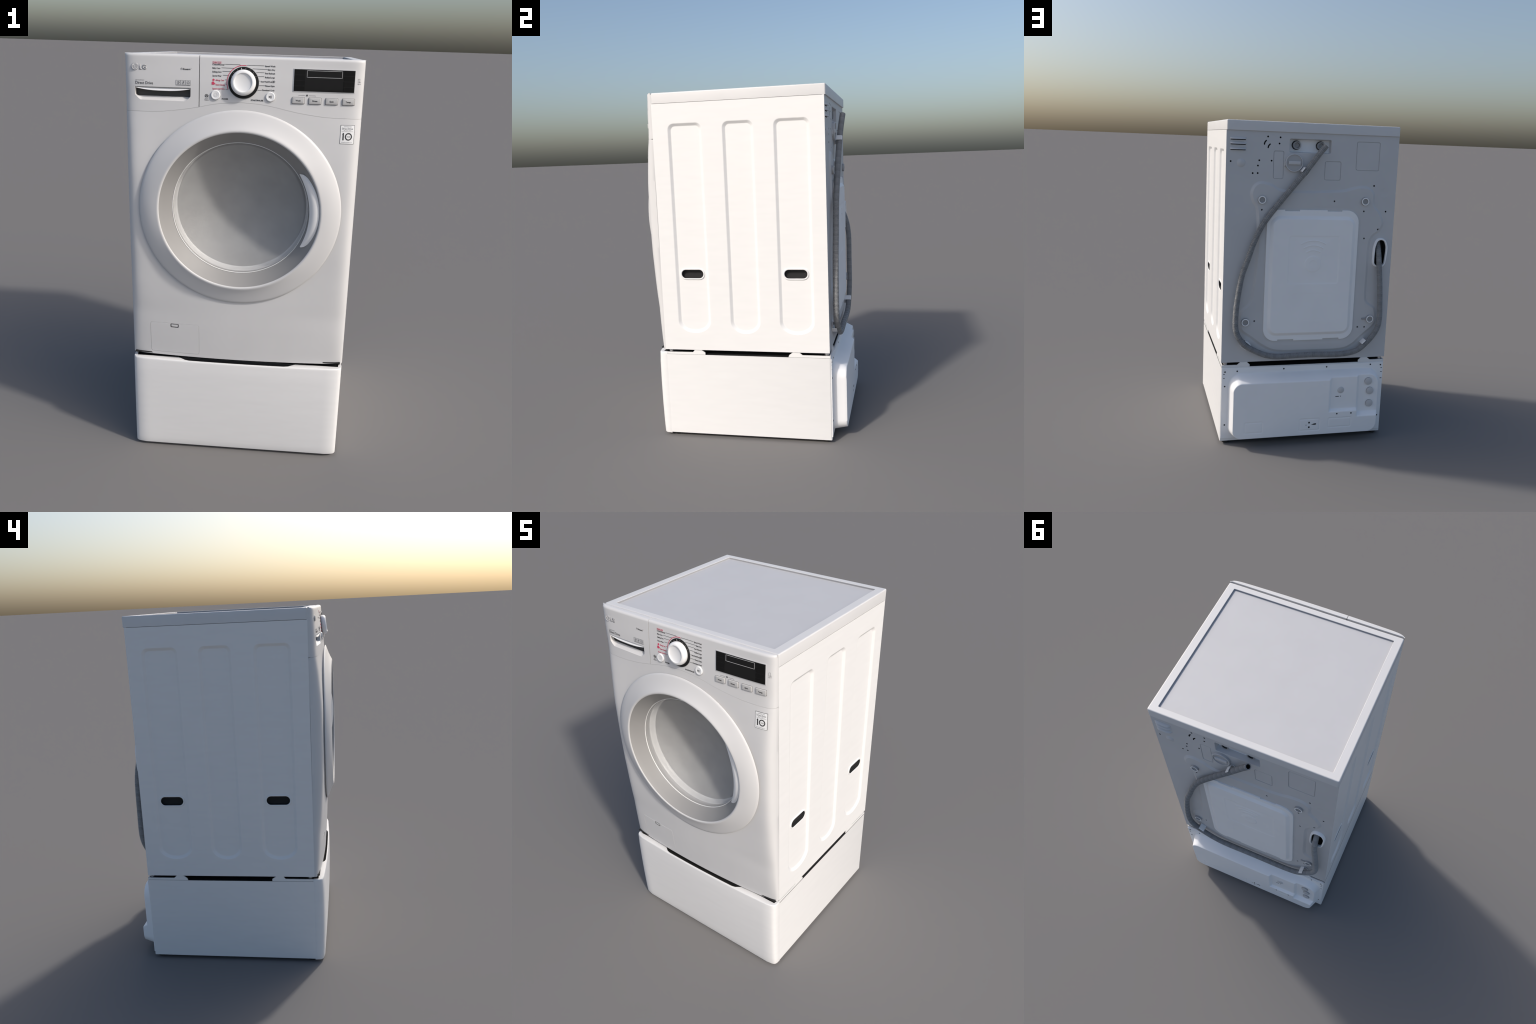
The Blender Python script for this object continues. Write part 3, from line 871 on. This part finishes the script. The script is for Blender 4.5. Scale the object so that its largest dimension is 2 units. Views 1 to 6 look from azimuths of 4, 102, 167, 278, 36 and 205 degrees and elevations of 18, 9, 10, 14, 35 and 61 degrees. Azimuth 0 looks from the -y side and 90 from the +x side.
    # louvre hoods
    for zc in (1.893, 1.8655, 1.834):
        n, v, f = 16, [], []
        for i in range(n + 1):
            k = i / n
            x = 0.4165 + 0.096 * k
            w = (1 - abs(2 * k - 1) ** 6)
            for j in range(6):
                q = j / 5
                v.append((x, Y_REAR + 0.0135 * w * math.sin(q * math.pi / 2) + 0.0002, zc + 0.009 - 0.0125 * q))
            v.append((x, Y_REAR - 0.003, zc - 0.003))
        for i in range(n):
            for j in range(6):
                f.append((i * 7 + j, i * 7 + j + 1, (i + 1) * 7 + j + 1, (i + 1) * 7 + j))
        finish("vent_louvre", v, f, REAR, rp, angle=50)
    # drum cover with tab notches
    def edge(xs_, z, s):
        out = []
        for a, b in xs_:
            out += [(a, z), (a, z - s), (b, z - s), (b, z)]
        return out
    L, Rr, T, B, r = .2810, -.2975, 1.4840, .6660, .076
    oc = [(L - r * (1 - math.cos(t)), T - r * (1 - math.sin(t))) for t in np.linspace(0, math.pi / 2, 9)]
    oc += edge(((.172, .081), (-.094, -.189)), T, 0.008)
    oc += [(Rr + r * (1 - math.sin(t)), T - r * (1 - math.cos(t))) for t in np.linspace(0, math.pi / 2, 9)]
    oc += [(Rr + r * (1 - math.cos(t)), B + r * (1 - math.sin(t))) for t in np.linspace(0, math.pi / 2, 9)]
    oc += edge(((-.209, -.103), (.086, .189)), B, -0.008)
    oc += [(L - r * (1 - math.sin(t)), B + r * (1 - math.cos(t))) for t in np.linspace(0, math.pi / 2, 9)]
    oc = ccw(oc)
    R = Relief(rear, True)
    a = R.ring(oc, 0.003); b = R.ring(oc, 0.0152); c = R.ring(inset(oc, 0.0008), 0.0160)
    R.strip(a, b); R.strip(b, c)
    p1 = rounded_rect(-.278, .261, .699, 1.448, .060, 8)
    r1 = R.steps(slope(p1, 0.0160, 0.0290, 0.022, 6))
    feats = []
    p2 = rounded_rect(-.182, .146, 1.026, 1.330, .02, 4)
    r2 = R.steps(slope(p2, 0.0290, 0.0274, 0.010, 3))
    c1 = R.steps(slope(circle(-.012, 1.154, .053, 32), 0.0274, 0.0290, 0.006, 3))
    c2 = R.steps(slope(circle(-.012, 1.154, .024, 24), 0.0290, 0.0280, 0.006, 3))
    R.fill(c2[-1]); R.fill(c1[-1], [c2[0]])
    arcs = []
    for rad in (0.085, 0.115, 0.145):
        half = math.radians(34)
        oa = [(-.012 + (rad + 0.004) * math.sin(t), 1.154 + (rad + 0.004) * math.cos(t)) for t in np.linspace(half, -half, 14)]
        ob = [(-.012 + (rad - 0.004) * math.sin(t), 1.154 + (rad - 0.004) * math.cos(t)) for t in np.linspace(-half, half, 14)]
        ar = R.steps(slope(ccw(oa + ob), 0.0274, 0.0290, 0.003, 2))
        R.fill(ar[-1]); arcs.append(ar[0])
    R.fill(r2[-1], [c1[0], *arcs])
    p3 = rounded_rect(-.165, .120, .790, .975, .02, 4)
    r3 = R.steps(slope(p3, 0.0290, 0.0284, 0.010, 3)); R.fill(r3[-1])
    R.fill(r1[-1], [r2[0], r3[0]], guard=0.002)
    R.fill(c, [r1[0]], guard=0.0008)
    R.build("drum_cover", COVER, rp, angle=40)
    # transport bolts
    for x, z in ((.315, 1.541), (-.331, 1.541), (.394, .791), (-.409, .793)):
        lathe("transport_bolt", [(0.0250, -0.002), (0.0248, 0.0100), (0.0235, 0.0125), (0.0215, 0.0130), (0.0175, 0.0128), (0.0165, 0.0110), (0.0160, 0.0080), (0.0, 0.0075)],
              (x, Y_REAR + 0.010, z), [BOLT_GREY, COVER], rp, n=32, axis="+y", midx=[0, 0, 1, 1, 0, 0, 0, 0])
    prism("bolt_tab", rounded_rect(-.392, -.355, .7885, .8005, .005, 4), rear, 0.009, 0.016, BOLT_GREY, rp, 0.002, True)
    # drain filter cap
    dc = lathe("filter_cap", [(0.0535, -0.001), (0.0535, 0.012), (0.0525, 0.0150), (0.0500, 0.0155), (0.0480, 0.0150), (0.0470, 0.0100), (0.0, 0.0095)], (.127, Y_REAR, 1.763),
               [HATCH, REAR], rp, n=48, axis="+y", midx=[0, 1, 1, 1, 0, 0, 0])
    prism("cap_grip", rounded_rect(.0895, .1615, 1.7525, 1.7735, .002, 3), rear, 0.008, 0.0185, REAR, dc, 0.0015, True)
    prism("cap_tab", [(.178, 1.772), (.186, 1.768), (.186, 1.745), (.178, 1.735)], rear, 0.0, 0.006, REAR, dc, 0.001, True)
    # water inlet nozzles
    for x in (.108, -.042):
        lathe("inlet_nozzle", [(0.0275, -0.001), (0.0275, 0.008), (0.0235, 0.009), (0.0235, 0.024), (0.0220, 0.0255), (0.0170, 0.0255), (0.0160, 0.023), (0.0155, 0.016), (0.0, 0.015)],
              (x, Y_REAR - 0.040, 1.866), [BOLT_GREY, DARK], rp, n=32, axis="+y", midx=[1, 1, 0, 0, 0, 0, 1, 0, 0])
    return rp

def build_hose(rp):
    ctrl = [(-.056, .540, 1.870), (-.020, .536, 1.824), (.014, .532, 1.776), (.065, .529, 1.708), (.120, .528, 1.640), (.204, .528, 1.536), (.270, .528, 1.451), (.319, .528, 1.376), (.362, .529, 1.278),
            (.391, .530, 1.189), (.4255, .530, 1.085), (.447, .530, .955), (.457, .530, .836), (.4495, .530, .733), (.399, .530, .656), (.295, .530, .594), (.197, .530, .571), (.055, .530, .574),
            (-.061, .530, .575), (-.209, .529, .571), (-.318, .530, .588), (-.388, .531, .639), (-.448, .532, .716), (-.468, .532, .790), (-.464, .532, .904), (-.457, .533, 1.00), (-.450, .532, 1.078),
            (-.445, .524, 1.150), (-.444, .509, 1.205), (-.444, .487, 1.255), (-.446, .455, 1.300)]
    P, s = catmull(ctrl, 0.0014)
    T = np.gradient(P, axis=0); T /= np.linalg.norm(T, axis=1, keepdims=True)
    n = 16
    N = np.cross(T[0], (0, 1, 0)); N /= np.linalg.norm(N)
    verts, faces = [], []
    def ringat(p, t, N, r):
        B = np.cross(t, N)
        for k in range(n):
            a = 2 * math.pi * k / n
            verts.append(p + r * (math.cos(a) * N + math.sin(a) * B))
    # inner bore at the open end
    for dd, r in ((0.03, 0.0125), (0.0, 0.0130)):
        ringat(P[0] + T[0] * dd, T[0], N, r)
    for i in range(len(P)):
        N = N - T[i] * np.dot(N, T[i]); N /= np.linalg.norm(N)
        ridge = 0.5 + 0.5 * math.cos(2 * math.pi * s[i] / 0.0072)
        r = 0.0156 + 0.0024 * ridge ** 0.8
        ringat(P[i], T[i], N, r)
    m = len(P) + 2
    for i in range(m - 1):
        for k in range(n):
            j = (k + 1) % n
            faces.append((i * n + k, i * n + j, (i + 1) * n + j, (i + 1) * n + k))
    groove = lambda i: 0.5 + 0.5 * math.cos(2 * math.pi * s[min(max(i - 2, 0), len(s) - 1)] / 0.0072) < 0.42
    mi = [1 if i == 0 else (2 if groove(i) else 0) for i in range(m - 1) for k in range(n)]
    finish("drain_hose", verts, faces, [HOSE, DARK, HOSE_DARK], None, mi, angle=89)
    # hose clips: base strap behind the hose and two arms
    for (px, pz, w, hgt) in ((0.062, 1.714, 0.032, 0.050), (0.388, 0.650, 0.042, 0.044), (-0.384, 0.634, 0.034, 0.050)):
        i = int(np.argmin((P[:, 0] - px) ** 2 + (P[:, 2] - pz) ** 2))
        t = np.array((T[i][0], 0, T[i][2])); t /= np.linalg.norm(t)
        q = np.cross(t, (0, 1, 0))
        sgn = 1 if q[2] > 0 else -1
        q = q * sgn
        c = np.array((P[i][0], 0, P[i][2]))
        prof = [(-0.0235, 0.030), (-0.0235, 0.001), (0.0235, 0.001), (0.0235, hgt - 0.006), (0.0190, hgt), (0.0205, hgt - 0.006), (0.0205, 0.0045), (-0.0205, 0.0045), (-0.0205, 0.030)]
        v, f = [], []
        for sd in (-w / 2, w / 2):
            for (u, d) in prof:
                p = c + q * u + t * sd
                v.append((p[0], Y_REAR + d, p[2]))
        m = len(prof)
        for k in range(m):
            j = (k + 1) % m
            f.append((k, j, m + j, m + k))
        f += [(0, 1, 7, 8), (1, 2, 6, 7), (2, 3, 5, 6), (3, 4, 5)]
        f += [tuple(m + z for z in g[::-1]) for g in f[-4:]]
        finish("hose_clip", v, f, WHITE, rp, smooth=False)

def build_lid():
    z1 = 1.9985
    def lidtop(a, b, d): return (a, b, z1 + d)
    R = Relief(lidtop)
    o = rounded_rect(-HW, HW, -0.4685, 0.505, 0.009, 4)
    lower = R.ring(o, Z_LID - z1 + 0.0008)
    rs = R.steps([(o, -0.0060), (inset(o, 0.0008), -0.0028), (inset(o, 0.0025), -0.0008), (inset(o, 0.006), 0.0)])
    R.strip(lower, rs[0])
    under = R.ring(inset(o, 0.0095), Z_LID - z1 + 0.0008)
    R.strip(under, lower)
    ri = rounded_rect(-0.4875, 0.4875, -0.4325, 0.468, 0.005, 3)
    rr = R.steps([(ri, 0.0), (inset(ri, 0.0012), -0.0012), (inset(ri, 0.0016), -0.0095), (inset(ri, 0.0022), -0.0105)], [0, 1, 1])
    R.fill(rs[-1], [rr[0]], guard=0.002)
    lid = R.build("lid", [PANEL, LID_EDGE], angle=40)
    R = Relief(lidtop)
    pr = R.ring(inset(ri, 0.0016), -0.0095)
    R.fill(pr)
    R.build("worktop_sheet", LID_GREY, lid)
    return lid

def build_base_plates():
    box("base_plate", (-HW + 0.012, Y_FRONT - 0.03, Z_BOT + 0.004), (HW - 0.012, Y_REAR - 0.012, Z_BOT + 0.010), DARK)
    for x in (-0.505, 0.505):
        for y in (-0.442, 0.478):
            lathe("levelling_foot", [(0.014, -0.018), (0.014, 0.004)], (x, y, Z_BOT + 0.001), STEEL, n=20, axis="+z")

# ================================================================== pedestal
Z_PED = 0.502
def plan_y(x, z):
    """Front face of the pedestal drawer in plan."""
    ax = abs(x)
    bow = 0.014 * (max(0.0, z) / 0.515) ** 0.8
    bulge = float(np.interp(z, [0, .08, .2, .32, .45, .515], [0, .0045, .0080, .0095, .0085, .0045]))
    if ax <= 0.475:
        return -(0.5145 + bulge + bow * (1 - (ax / 0.475) ** 2))
    k = float(np.interp(ax, [.475, .495, .510, .520, .5275, .5310, .5328], [.0480, .0450, .0420, .0380, .0310, .0215, .0]))
    return -(0.4665 + k * (1 + bulge / 0.048))

def build_pedestal():
    # shell: two sides and the frame edge at the back
    ped = None
    v, f = [], []
    b = 0.006
    plan = [(HW - 0.0017, -0.4645), (HW - 0.0017, 0.500 - b), (HW - 0.0017 - b * 0.3, 0.500 - b * 0.3), (HW - 0.0017 - b, 0.500), (-HW + 0.0017 + b, 0.500), (-HW + 0.0017 + b * 0.3, 0.500 - b * 0.3), (-HW + 0.0017, 0.500 - b), (-HW + 0.0017, -0.4645)]
    for z in (0.018, Z_PED):
        v += [(x, y, z) for x, y in plan]
    n = len(plan)
    for k in range(n - 1):
        f.append((k, k + 1, n + k + 1, n + k))
    ped = finish("pedestal", v, f, WHITE, angle=50)
    box("pedestal_dark_block", (-HW + 0.006, -0.487, 0.022), (HW - 0.006, 0.496, Z_PED - 0.0015), DARK, ped)  # black block modelled to give the dark of the gap under the cabinet
    # drawer front
    xs_ = sorted(set([round(x, 4) for x in np.linspace(-0.475, 0.475, 39)] + [s * q for s in (-1, 1) for q in (.495, .510, .520, .5275, .5310, .5328)]))
    zs_ = [0.012, 0.014, 0.018] + list(np.linspace(0.05, 0.50, 19)) + [0.5085, 0.5118, 0.5145]
    def inn(x, z):
        # soft rounding of the top and bottom edges
        e = 0.0
        if z > 0.5085: e = 0.0045 * (1 - math.sqrt(max(0.0, 1 - ((z - 0.5085) / 0.0065) ** 2)))
        if z < 0.018: e = 0.004 * (1 - math.sqrt(max(0.0, 1 - ((0.018 - z) / 0.006) ** 2)))
        return e
    v, f = [], []
    for z in zs_:
        for x in xs_:
            e = inn(x, z)
            v.append((x - math.copysign(e * 0.5, x), min(plan_y(x, z) + e, -0.4665), z))
    m = len(xs_)
    for i in range(len(zs_) - 1):
        for k in range(m - 1):
            f.append((i * m + k, i * m + k + 1, (i + 1) * m + k + 1, (i + 1) * m + k))
    # turned back edges at both ends and along the bottom
    base = len(v)
    for z in zs_:
        v += [(-0.531, -0.4605, z), (0.531, -0.4605, z)]
    for i in range(len(zs_) - 1):
        f.append((base + 2 * i, i * m, (i + 1) * m, base + 2 * i + 2))
        f.append((i * m + m - 1, base + 2 * i + 1, base + 2 * i + 3, (i + 1) * m + m - 1))
    b2 = len(v)
    v += [(x * 0.99, -0.466, 0.013) for x in xs_]
    for k in range(m - 1):
        f.append((b2 + k, b2 + k + 1, k + 1, k))
    df = finish("drawer_front", v, f, WHITE, ped, angle=28)
    # top ledge with the scooped grip in the middle
    R = Relief(lambda a, b_, d: (a, b_, 0.5145 + d))
    et = inn(0, 0.5145)
    edge = [(x - math.copysign(et * 0.5, x), min(plan_y(x, 0.5145) + et, -0.4665)) for x in xs_]
    o = R.ring(edge + [(0.527, -0.4625), (0.518, -0.4625), (0.514, -0.4890), (-0.514, -0.4890), (-0.518, -0.4625), (-0.527, -0.4625)], 0.0)
    grip = ccw([(-0.300, -0.4896), (-0.262, -0.5165)] + [(x, plan_y(x, 0.515) + 0.0075) for x in np.linspace(-0.24, 0.24, 13)] + [(0.262, -0.5165), (0.300, -0.4896)])
    gr = R.steps([(grip, 0.0), (inset(grip, 0.001), -0.002), (inset(grip, 0.0025), -0.035)], 1)
    R.fill(gr[-1], mat=1)
    R.fill(o, [gr[0]])
    R.skirt(o, 0.012, 0.0008)
    R.build("drawer_ledge", [WHITE, GRIP_DARK], df)
    # corner brackets carrying the washing machine
    for sx in (-1, 1):
        for sy in (-1, 1):
            side = [(0.4985, 0.5025), (0.4985, 0.5150), (0.343, 0.5150), (0.325, 0.5310), (0.289, 0.5310), (0.266, 0.5140), (0.262, 0.5025)]
            if sy < 0:
                side = [(0.4640, 0.5025), (0.4640, 0.5150), (0.304, 0.5160), (0.292, 0.5305), (0.253, 0.5310), (0.229, 0.5150), (0.229, 0.5025)]
            back = [(0.5295, 0.5025), (0.5295, 0.5150), (0.435, 0.5150), (0.415, 0.5320), (0.374, 0.5320), (0.356, 0.5150), (0.356, 0.5025)]
            v, f = [], []
            n = len(side)
            for xx in (0.5300, 0.5240):
                v += [(sx * xx, sy * y, z) for y, z in side]
            yb = 0.5000 if sy > 0 else 0.462
            if sy > 0:
                for yy in (yb, yb - 0.006):
                    v += [(sx * (x - 0.0005), sy * yy, z) for x, z in back]
            for g in ((0, 2 * n) if sy > 0 else (0,)):
                f += [(g + k, g + (k + 1) % n, g + n + (k + 1) % n, g + n + k) for k in range(n)]
                f += [tuple(g + k for k in range(n)), tuple(g + n + k for k in range(n))]
            finish("support_bracket", v, f, WHITE, ped, smooth=False)
    # rear: plate with a deep pressed bulge
    x0, x1, z0, z1 = -0.5275, 0.5275, 0.0365, 0.4965
    nx, nz = 352, 154
    gx, gz = np.linspace(x0, x1, nx), np.linspace(z0, z1, nz)
    def sm(t):
        t = np.clip(t, 0, 1); return t * t * (3 - 2 * t)
    X, Zg = np.meshgrid(gx, gz)
    H = 0.0770
    def sd_round(px, pz, xa, xb, za, zb, r):
        cx, cz = (xa + xb) / 2, (za + zb) / 2
        qx = np.abs(px - cx) - ((xb - xa) / 2 - r); qz = np.abs(pz - cz) - ((zb - za) / 2 - r)
        return np.hypot(np.maximum(qx, 0), np.maximum(qz, 0)) + np.minimum(np.maximum(qx, qz), 0) - r
    # distance inside the base outline, with wall widths that differ per side
    def wall(dist, width):
        t = np.clip(dist / width, 0, 1)
        e = 0.14
        return np.where(t < e, t * t / (2 * e), np.where(t > 1 - e, (1 - e) - (1 - t) ** 2 / (2 * e), t - e / 2)) / (1 - e)
    rad = 0.055
    # plateau outline as a rounded box, distances outwards from it scaled per direction
    pcx, pcz = (0.464 - 0.470) / 2, (0.4165 + 0.0600) / 2
    hx, hz = (0.464 + 0.470) / 2, (0.4165 - 0.0600) / 2
    qx = np.abs(X - pcx) - (hx - rad); qz = np.abs(Zg - pcz) - (hz - rad)
    wx = np.where(X > pcx, 0.024, 0.036); wz = np.where(Zg > pcz, 0.046, 0.016)
    outr = np.hypot(np.maximum(qx, 0), np.maximum(qz, 0)) - rad
    ax_, az_ = np.maximum(qx, 0), np.maximum(qz, 0)
    L = np.maximum(np.hypot(ax_, az_), 1e-6)
    width = np.hypot(ax_ / L * wx, az_ / L * wz)
    width = np.where(L < 1e-5, 0.03, width)
    t = 1 - np.clip(outr / width, 0, 1)
    h = H * wall(t, 1.0)
    h = np.where(outr <= 0, H, h)
    # pockets: flat floors cut into the bulge, open to the slope above
    f1 = 0.0580 + (H - 0.0580) * np.maximum.reduce([sm((X + 0.166) / 0.020), 1 - sm((Zg - 0.203) / 0.017), np.zeros_like(X)])
    in1 = (X > -0.345)
    h = np.where(in1, np.minimum(h, f1), h)
    f2 = 0.0465 + (H - 0.0465) * (1 - sm((Zg - 0.163) / 0.027))
    blend = sm((-0.335 - X) / 0.016)
    h = np.where(X < -0.335, np.minimum(h, np.where(blend < 1, np.maximum(f2, 0.0465 + (np.minimum(f1, H) - 0.0465) * (1 - blend)), f2)), h)
    # shallow pressed label frames
    for (xa, xb, za, zb) in ((-.298, -.150, .1035, .1625), (-.090, .039, .091, .166), (.280, .390, .096, .1635)):
        sdv = np.abs(sd_round(X, Zg, xa, xb, za, zb, 0.004))
        h -= 0.0022 * np.clip(1 - sdv / 0.0045, 0, 1)
    verts = [(gx[i], 0.5045 + h[k, i], gz[k]) for k in range(nz) for i in range(nx)]
    faces = [(k * nx + i, (k + 1) * nx + i, (k + 1) * nx + i + 1, k * nx + i + 1) for k in range(nz - 1) for i in range(nx - 1)]
    rim = [(0, i) for i in range(nx)] + [(k, nx - 1) for k in range(1, nz)] + [(nz - 1, i) for i in range(nx - 2, -1, -1)] + [(k, 0) for k in range(nz - 2, 0, -1)]
    b0 = len(verts)
    for (k, i) in rim:
        verts.append((gx[i], 0.4995, gz[k]))
    nr = len(rim)
    for q in range(nr):
        (k, i), (k2, i2) = rim[q], rim[(q + 1) % nr]
        faces.append((k * nx + i, k2 * nx + i2, b0 + (q + 1) % nr, b0 + q))
    rc = finish("pedestal_rear_cover", verts, faces, COVER, ped, angle=60)
    box("pedestal_frame_edge", (-HW + 0.004, 0.4955, 0.0185), (HW - 0.004, 0.4998, Z_PED), WHITE, ped)
    # knobs, dome and fastener marks
    for x, z in ((-.413, .391), (-.427, .326), (-.427, .241)):
        lathe("hose_plug", [(0.0243, -0.003), (0.0243, 0.0065), (0.0236, 0.0082), (0.0222, 0.0090), (0.0, 0.0090)], (x, 0.5045 + 0.0465, z), [REAR, BOLT_GREY], rc, n=28, axis="+y", midx=[1, 1, 0, 0, 0])  # sides coloured darker to draw the shadow ring round each plug
    lathe("rear_dome", [(0.0225, -0.001), (0.0215, 0.0020), (0.018, 0.0045), (0.012, 0.0062), (0.005, 0.0070), (0.0, 0.0071)], (-.2275, 0.5045 + 0.058, .343), REAR, rc, n=28, axis="+y", angle=70)
    def plate(a, b_, d): return (a, 0.5045 + d, b_)
    for x, z in ((.433, .476), (.137, .480), (-.144, .480), (-.440, .484), (-.510, .479), (.509, .474), (.509, .380), (.505, .126), (-.507, .131)):
        lathe("cover_screw", [(0.0052, -0.001), (0.0050, 0.0012), (0.003, 0.0018), (0.0, 0.0018)], (x, 0.5045, z), INK, rc, n=14, axis="+y")
    for x, z, l in ((.515, .459, .005), (.515, .433, .005), (-.517, .458, .005), (-.517, .432, .006), (-.517, .388, .006)):
        prism("cover_slot", rounded_rect(x - l, x + l, z - .002, z + .002, .001, 2), plate, -0.001, 0.0006, INK, rc, 0, True)
    for x, z in ((-.204, .192), (-.299, .191)):
        lathe("cover_screw", [(0.0052, -0.001), (0.0050, 0.0012), (0.003, 0.0018), (0.0, 0.0018)], (x, 0.5045 + H, z), INK, rc, n=14, axis="+y")
    P = lambda o_, base: prism("pressed_mark", o_, plate, base - 0.001, base + 0.0006, DARK, rc, 0, True)
    P(rounded_rect(-.2175, -.1940, .2985, .3030, .0015, 2), 0.058); P(circle(-.228, .301, .003, 10), 0.058)
    P([(-.004 + .003, .127 + .002), (-.004 + .003, .127 - .002), (-.010, .127)], H); P(rounded_rect(-.028, -.018, .137, .148, .001, 2), H); P(rounded_rect(-.028, -.018, .106, .117, .001, 2), H)
    P([(-.036, .1290), (-.055, .1345), (-.068, .1355), (-.070, .1310), (-.068, .1265), (-.055, .1260)], H)
    # rubber feet
    for x in (-0.492, 0.492):
        for y in (-0.438, 0.468):
            lathe("rubber_foot", [(0.0, 0.0), (0.022, 0.0), (0.025, 0.003), (0.025, 0.012), (0.018, 0.022), (0.0, 0.022)], (x, y, 0.0), RUBBER, ped, n=24, axis="+z")
    return ped

# ================================================================== assemble
front_panel = build_front_panel()
control_panel, drawer = build_control_panel()
build_controls(control_panel, drawer)
build_sticker(front_panel)
build_door()
build_sides()
rear_panel = build_rear()
build_hose(rear_panel)
build_lid()
build_base_plates()
build_pedestal()
